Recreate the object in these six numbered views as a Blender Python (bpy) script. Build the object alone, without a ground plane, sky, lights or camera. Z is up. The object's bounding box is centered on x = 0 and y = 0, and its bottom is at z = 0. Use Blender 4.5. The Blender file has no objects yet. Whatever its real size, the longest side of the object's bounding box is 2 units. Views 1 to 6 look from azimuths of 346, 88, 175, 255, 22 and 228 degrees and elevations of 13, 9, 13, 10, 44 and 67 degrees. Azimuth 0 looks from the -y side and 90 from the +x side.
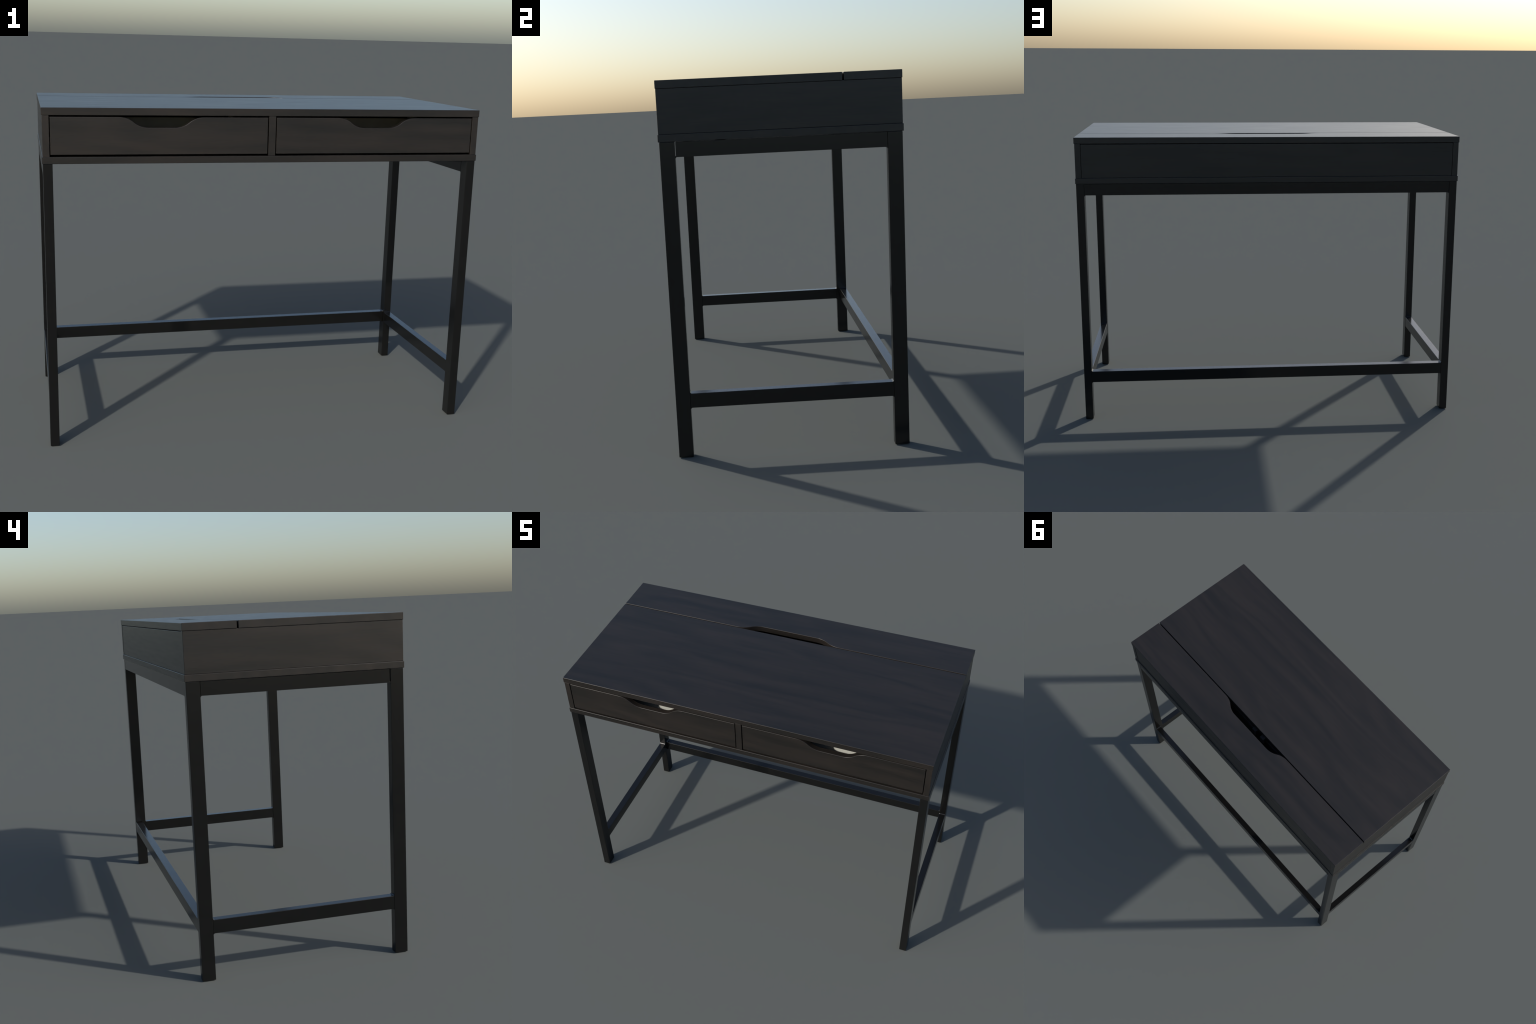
import bpy, bmesh, math
from mathutils import Vector

# ---------------------------------------------------------------- sizes (m)
TOP_Z, TOP_UNDER = 1.5225, 1.4905          # work surface, its underside
BASE_TOP, BASE_UNDER = 1.3150, 1.2855     # bottom board of the carcass
HALF_X, HALF_Y = 1.000, 0.4795            # overhanging boards
SIDE_X, SIDE_IN, SIDE_Y = 0.9972, 0.9680, 0.4780
STILE = 0.0160                            # half width of the middle stile
SEAM_F, SEAM_R = 0.2450, 0.2515           # gap between work surface and rear flap
LEG_X0, LEG_X1, LEG_Y0, LEG_Y1 = 0.9570, 0.9972, 0.4168, 0.4762
BAR_Z0, BAR_Z1 = 0.2085, 0.2690           # low stretchers
RAIL_Z0, RAIL_Z1 = 1.2256, 1.2840         # rails under the carcass

# ---------------------------------------------------------------- materials
def nodes_of(name):
    m = bpy.data.materials.new(name)
    m.use_nodes = True
    return m, m.node_tree.nodes, m.node_tree.links


def math_node(N, L, op, a, b):
    n = N.new("ShaderNodeMath")
    n.operation = op
    for i, v in enumerate((a, b)):
        if isinstance(v, (int, float)):
            n.inputs[i].default_value = v
        else:
            L.new(v, n.inputs[i])
    return n.outputs[0]


def wood(name, along="X", shift=(0, 0, 0), dark=(0.0096, 0.0089, 0.0078), light=(0.0216, 0.0170, 0.0141)):
    """Black-brown stained veneer: long flame figure, soft blotches and fine fibres along one axis."""
    m, N, L = nodes_of(name)
    P = N["Principled BSDF"]
    co = N.new("ShaderNodeTexCoord")
    mp = N.new("ShaderNodeMapping")
    mp.vector_type = "POINT"
    mp.inputs["Location"].default_value = shift
    if along == "Y":
        mp.inputs["Rotation"].default_value = (0, 0, math.radians(90))
    L.new(co.outputs["Object"], mp.inputs["Vector"])

    def noise(scale, detail, rough, distort=0.0):
        s = N.new("ShaderNodeVectorMath")
        s.operation = "MULTIPLY"
        L.new(mp.outputs[0], s.inputs[0])
        s.inputs[1].default_value = scale
        t = N.new("ShaderNodeTexNoise")
        t.inputs["Scale"].default_value = 1.0
        t.inputs["Detail"].default_value = detail
        t.inputs["Roughness"].default_value = rough
        t.inputs["Distortion"].default_value = distort
        L.new(s.outputs[0], t.inputs["Vector"])
        return t.outputs["Fac"]

    # flame figure: contour lines of a long, slowly changing height
    field = noise((0.6, 4.2, 4.2), 2.0, 0.40)
    flame = math_node(N, L, "SINE", math_node(N, L, "MULTIPLY", field, 46.0), 0.0)
    flame = math_node(N, L, "MULTIPLY_ADD", flame, 0.5)
    flame.node.inputs[2].default_value = 0.5
    blotch = noise((1.1, 13.0, 13.0), 3.0, 0.55, 0.1)
    streak = noise((4.0, 60.0, 60.0), 5.0, 0.65)
    fibre = noise((22.0, 300.0, 300.0), 2.0, 0.6)
    tone = math_node(N, L, "MULTIPLY", flame, 0.14)
    for v, k in ((blotch, 0.52), (streak, 0.44), (fibre, 0.34)):
        tone = math_node(N, L, "ADD", tone, math_node(N, L, "MULTIPLY", v, k))
    ramp = N.new("ShaderNodeValToRGB")
    e = ramp.color_ramp.elements
    e[0].position, e[0].color = 0.53, (*dark, 1)
    e[1].position, e[1].color = 0.91, (*light, 1)
    L.new(tone, ramp.inputs["Fac"])
    L.new(ramp.outputs[0], P.inputs["Base Color"])
    rough = N.new("ShaderNodeMapRange")
    rough.inputs["From Min"].default_value, rough.inputs["From Max"].default_value = 0.3, 0.7
    rough.inputs["To Min"].default_value, rough.inputs["To Max"].default_value = 0.39, 0.31
    L.new(streak, rough.inputs["Value"])
    L.new(rough.outputs[0], P.inputs["Roughness"])
    bump = N.new("ShaderNodeBump")
    bump.inputs["Strength"].default_value = 0.045
    bump.inputs["Distance"].default_value = 0.002
    L.new(math_node(N, L, "ADD", streak, fibre), bump.inputs["Height"])
    L.new(bump.outputs[0], P.inputs["Normal"])
    return m


def plain(name, colour, rough, spread=0.15, scale=60.0, metallic=0.0):
    m, N, L = nodes_of(name)
    P = N["Principled BSDF"]
    co = N.new("ShaderNodeTexCoord")
    t = N.new("ShaderNodeTexNoise")
    t.inputs["Scale"].default_value = scale
    t.inputs["Detail"].default_value = 3.0
    L.new(co.outputs["Object"], t.inputs["Vector"])
    ramp = N.new("ShaderNodeValToRGB")
    e = ramp.color_ramp.elements
    e[0].position, e[0].color = 0.3, (*(c * (1 - spread) for c in colour), 1)
    e[1].position, e[1].color = 0.7, (*(c * (1 + spread) for c in colour), 1)
    L.new(t.outputs["Fac"], ramp.inputs["Fac"])
    L.new(ramp.outputs[0], P.inputs["Base Color"])
    P.inputs["Roughness"].default_value = rough
    P.inputs["Metallic"].default_value = metallic
    return m


W_TOP = wood("stained_veneer_top", "X", (0.37, 0.11, 0.0))
W_FLAP = wood("stained_veneer_flap", "X", (2.1, 1.9, 0.0))
W_SIDE = wood("stained_veneer_side", "Y", (1.7, 0.3, 0.5))
W_BACK = wood("stained_veneer_back", "X", (5.2, 0.6, 3.1))
W_BASE = wood("stained_veneer_base", "X", (3.3, 2.2, 1.4))
W_DRAW = [wood("stained_veneer_drawer", "X", (6.4, 4.0, 1.0)), wood("stained_veneer_drawer", "X", (8.9, 4.4, 2.3))]
STEEL = plain("black_lacquered_steel", (0.0050, 0.0049, 0.0046), 0.21, 0.10, 14.0)
LINER = plain("pale_drawer_liner", (0.70, 0.70, 0.63), 0.55, 0.03, 25.0)
BOX = plain("black_drawer_box", (0.012, 0.012, 0.012), 0.5, 0.1, 30.0)
RUNNER = plain("drawer_runner_metal", (0.13, 0.13, 0.13), 0.4, 0.1, 30.0, 0.3)  # grey lightened so the slot brackets look lit by the sky

# ---------------------------------------------------------------- builders
desk = bpy.data.objects.new("writing_desk", None)
bpy.context.scene.collection.objects.link(desk)
desk["label"] = "black-brown two-drawer writing desk on slim steel frame"
desk["category"] = "desk"


def harden(me):
    """Smooth across bevels and curves while every large face stays flat (area-weighted loop normals)."""
    me.polygons.foreach_set("use_smooth", [True] * len(me.polygons))
    around = [[] for _ in me.vertices]
    for p in me.polygons:
        for v in p.vertices:
            around[v].append(p)
    normals = []
    for p in me.polygons:
        for v in p.vertices:
            n = Vector()
            for o in around[v]:
                if o.normal.dot(p.normal) > 0.64:
                    n += o.normal * o.area ** 3 * 1e12
            normals.append(n.normalized())
    me.normals_split_custom_set(normals)


def finish(name, bm, mat, parent, bevel, segments=3):
    bmesh.ops.recalc_face_normals(bm, faces=bm.faces)
    if bevel:
        sharp = [e for e in bm.edges if len(e.link_faces) == 2 and e.calc_face_angle() > math.radians(32)]
        bmesh.ops.bevel(bm, geom=sharp, offset=bevel, segments=segments, profile=0.5, affect="EDGES", clamp_overlap=True)
    lo = Vector([min(v.co[i] for v in bm.verts) for i in range(3)])
    hi = Vector([max(v.co[i] for v in bm.verts) for i in range(3)])
    c = (lo + hi) / 2
    bmesh.ops.translate(bm, verts=bm.verts, vec=-c)
    me = bpy.data.meshes.new(name)
    bm.to_mesh(me)
    bm.free()
    me.materials.append(mat)
    harden(me)
    ob = bpy.data.objects.new(name, me)
    bpy.context.scene.collection.objects.link(ob)
    ob.parent = parent
    ob.location = c - (parent.matrix_world.translation if parent else Vector())
    bpy.context.view_layer.update()
    return ob


def board(name, x, y, z, mat, parent=desk, bevel=0.0018):
    bm = bmesh.new()
    bmesh.ops.create_cube(bm, size=1.0)
    for v in bm.verts:
        v.co = [r[0] + (c + 0.5) * (r[1] - r[0]) for c, r in zip(v.co, (x, y, z))]
    return finish(name, bm, mat, parent, bevel)


def prism(name, outline, axis, lo, hi, mat, parent=desk, bevel=0.0018):
    """Extrude a 2D outline along axis (0: outline is y,z; 1: x,z; 2: x,y)."""
    bm = bmesh.new()
    rest = [i for i in range(3) if i != axis]
    rings = []
    for h in (lo, hi):
        ring = []
        for p in outline:
            c = [0, 0, 0]
            c[axis], c[rest[0]], c[rest[1]] = h, p[0], p[1]
            ring.append(bm.verts.new(c))
        rings.append(ring)
    bm.faces.new(rings[0])
    bm.faces.new(rings[1][::-1])
    n = len(outline)
    for i in range(n):
        bm.faces.new((rings[0][i], rings[0][(i + 1) % n], rings[1][(i + 1) % n], rings[1][i]))
    return finish(name, bm, mat, parent, bevel)


def grip_curve(centre, half_open, half_flat, level, depth, steps=12):
    """Soft trapezoid finger cut-out: two equal tangent arcs on each side of a flat."""
    dx = half_open - half_flat
    r = (dx * dx + depth * depth) / (4 * abs(depth))
    s = math.copysign(1, depth)
    a1 = math.asin(dx / 2 / r)
    left = []
    for i in range(steps + 1):
        a = a1 * i / steps
        left.append((-half_open + r * math.sin(a), s * r * (1 - math.cos(a))))
    for i in range(steps - 1, -1, -1):
        a = a1 * i / steps
        left.append((-half_flat - r * math.sin(a), depth - s * r * (1 - math.cos(a))))
    pts = left + [(-x, d) for x, d in reversed(left)]
    return [(centre + x, level - d) for x, d in pts]


# ---------------------------------------------------------------- carcass
board("tabletop", (-HALF_X, HALF_X), (-HALF_Y, SEAM_F), (TOP_UNDER, TOP_Z), W_TOP)
cut = grip_curve(0.0, 0.297, 0.156, SEAM_R, -0.0455)      # goes towards the back (+y)
prism("cable_flap", [(-HALF_X, HALF_Y), (-HALF_X, SEAM_R)] + cut + [(HALF_X, SEAM_R), (HALF_X, HALF_Y)], 2, TOP_UNDER, TOP_Z, W_FLAP)
board("bottom_board", (-HALF_X, HALF_X), (-HALF_Y - 0.001, HALF_Y + 0.001), (BASE_UNDER, BASE_TOP), W_BASE)
for s in (-1, 1):
    board("side_panel", sorted((s * SIDE_IN, s * SIDE_X)), (-SIDE_Y, SIDE_Y), (BASE_TOP, TOP_UNDER), W_SIDE)
board("middle_stile", (-STILE, STILE), (-SIDE_Y, 0.215), (BASE_TOP, TOP_UNDER), W_BACK)
board("back_panel", (-SIDE_IN + 0.001, SIDE_IN - 0.001), (0.450, SIDE_Y - 0.0015), (BASE_TOP, TOP_UNDER - 0.0028), W_BACK)
board("back_panel_rail", (-SIDE_IN, SIDE_IN), (0.435, 0.4498), (BASE_TOP, TOP_UNDER), BOX, bevel=0)

# ---------------------------------------------------------------- drawers
FRONT_Y0, FRONT_Y1 = -0.4765, -0.4480
DR_Z0, DR_Z1 = 1.3235, 1.4838
for k, s in enumerate((-1, 1)):
    a, b = sorted((s * (STILE + 0.0042), s * (SIDE_IN - 0.0034)))
    mid = (a + b) / 2
    notch = grip_curve(mid, 0.184, 0.056, DR_Z1, 0.0455)
    front = prism("drawer", [(a, DR_Z0), (a, DR_Z1)] + notch + [(b, DR_Z1), (b, DR_Z0)], 1, FRONT_Y0, FRONT_Y1, W_DRAW[k])
    ia, ib = a + 0.026, b - 0.026
    board("drawer_floor", (ia + 0.012, ib - 0.012), (FRONT_Y1, 0.1875), (1.347, 1.355), LINER, front, 0)
    board("drawer_back", (ia, ib), (0.1880, 0.1935), (1.340, 1.425), LINER, front, 0.0008)
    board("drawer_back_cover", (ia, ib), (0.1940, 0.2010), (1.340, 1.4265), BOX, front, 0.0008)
    board("slot_pale_strip", sorted((s * 0.047, s * 0.930)), (0.2015, 0.2130), (BASE_TOP, 1.342), RUNNER)
    board("runner_bracket", sorted((s * 0.022, s * 0.056)), (0.2020, 0.2400), (1.3450, 1.4020), RUNNER, bevel=0.002)
    for x0, x1 in ((ia, ia + 0.0118), (ib - 0.0118, ib)):
        board("drawer_side", (x0, x1), (FRONT_Y1, 0.1875), (1.340, 1.440), LINER, front, 0.0008)
    for x0, x1 in ((a - 0.002, ia - 0.002), (ib + 0.002, b + 0.002)):
        board("drawer_runner", (x0, x1), (FRONT_Y1 + 0.06, 0.2010), (1.350, 1.390), RUNNER, front, 0.0015)

# ---------------------------------------------------------------- steel frame
for sx in (-1, 1):
    for sy in (-1, 1):
        board("leg", sorted((sx * LEG_X0, sx * LEG_X1)), sorted((sy * LEG_Y0, sy * LEG_Y1)), (0.0, BASE_UNDER), STEEL, bevel=0.0022)

W = 0.0052                                                # little weld fillets where bars meet legs


def bar_outline(lo, hi, z0, z1, top_weld, slot_lo=0.0, slot_hi=0.0):
    pts = [(lo, z0 - W), (lo + W, z0), (hi - W, z0), (hi, z0 - W)]
    if slot_hi:
        pts += [(hi, z0 + 0.003), (hi - slot_hi, z0 + 0.004), (hi - slot_hi, z1)]
    else:
        pts += [(hi, z1 + W), (hi - W, z1)] if top_weld else [(hi, z1)]
    if slot_lo:
        pts += [(lo + slot_lo, z1), (lo + slot_lo, z0 + 0.004), (lo, z0 + 0.003)]
    else:
        pts += [(lo + W, z1), (lo, z1 + W)] if top_weld else [(lo, z1)]
    return pts


for s in (-1, 1):
    x0, x1 = sorted((s * 0.9580, s * 0.9963))
    prism("stretcher", bar_outline(-LEG_Y0, LEG_Y0, BAR_Z0, BAR_Z1, True), 0, x0, x1, STEEL, bevel=0.0016)
    prism("rail", bar_outline(-LEG_Y0, LEG_Y0, RAIL_Z0, RAIL_Z1, False, slot_lo=0.003, slot_hi=0.0012), 0, x0, x1, STEEL, bevel=0.0014)
prism("stretcher", bar_outline(-LEG_X0, LEG_X0, BAR_Z0 + 0.001, BAR_Z1 + 0.001, True), 1, 0.4360, 0.4757, STEEL, bevel=0.0016)
prism("rail", bar_outline(-LEG_X0, LEG_X0, RAIL_Z0, RAIL_Z1, False, slot_lo=0.0015, slot_hi=0.0015), 1, 0.4360, 0.4757, STEEL, bevel=0.0014)
board("cross_rail", (-LEG_X0 - 0.0005, LEG_X0 + 0.0005), (-0.2600, -0.2200), (1.2550, BASE_UNDER), STEEL, bevel=0.0016)
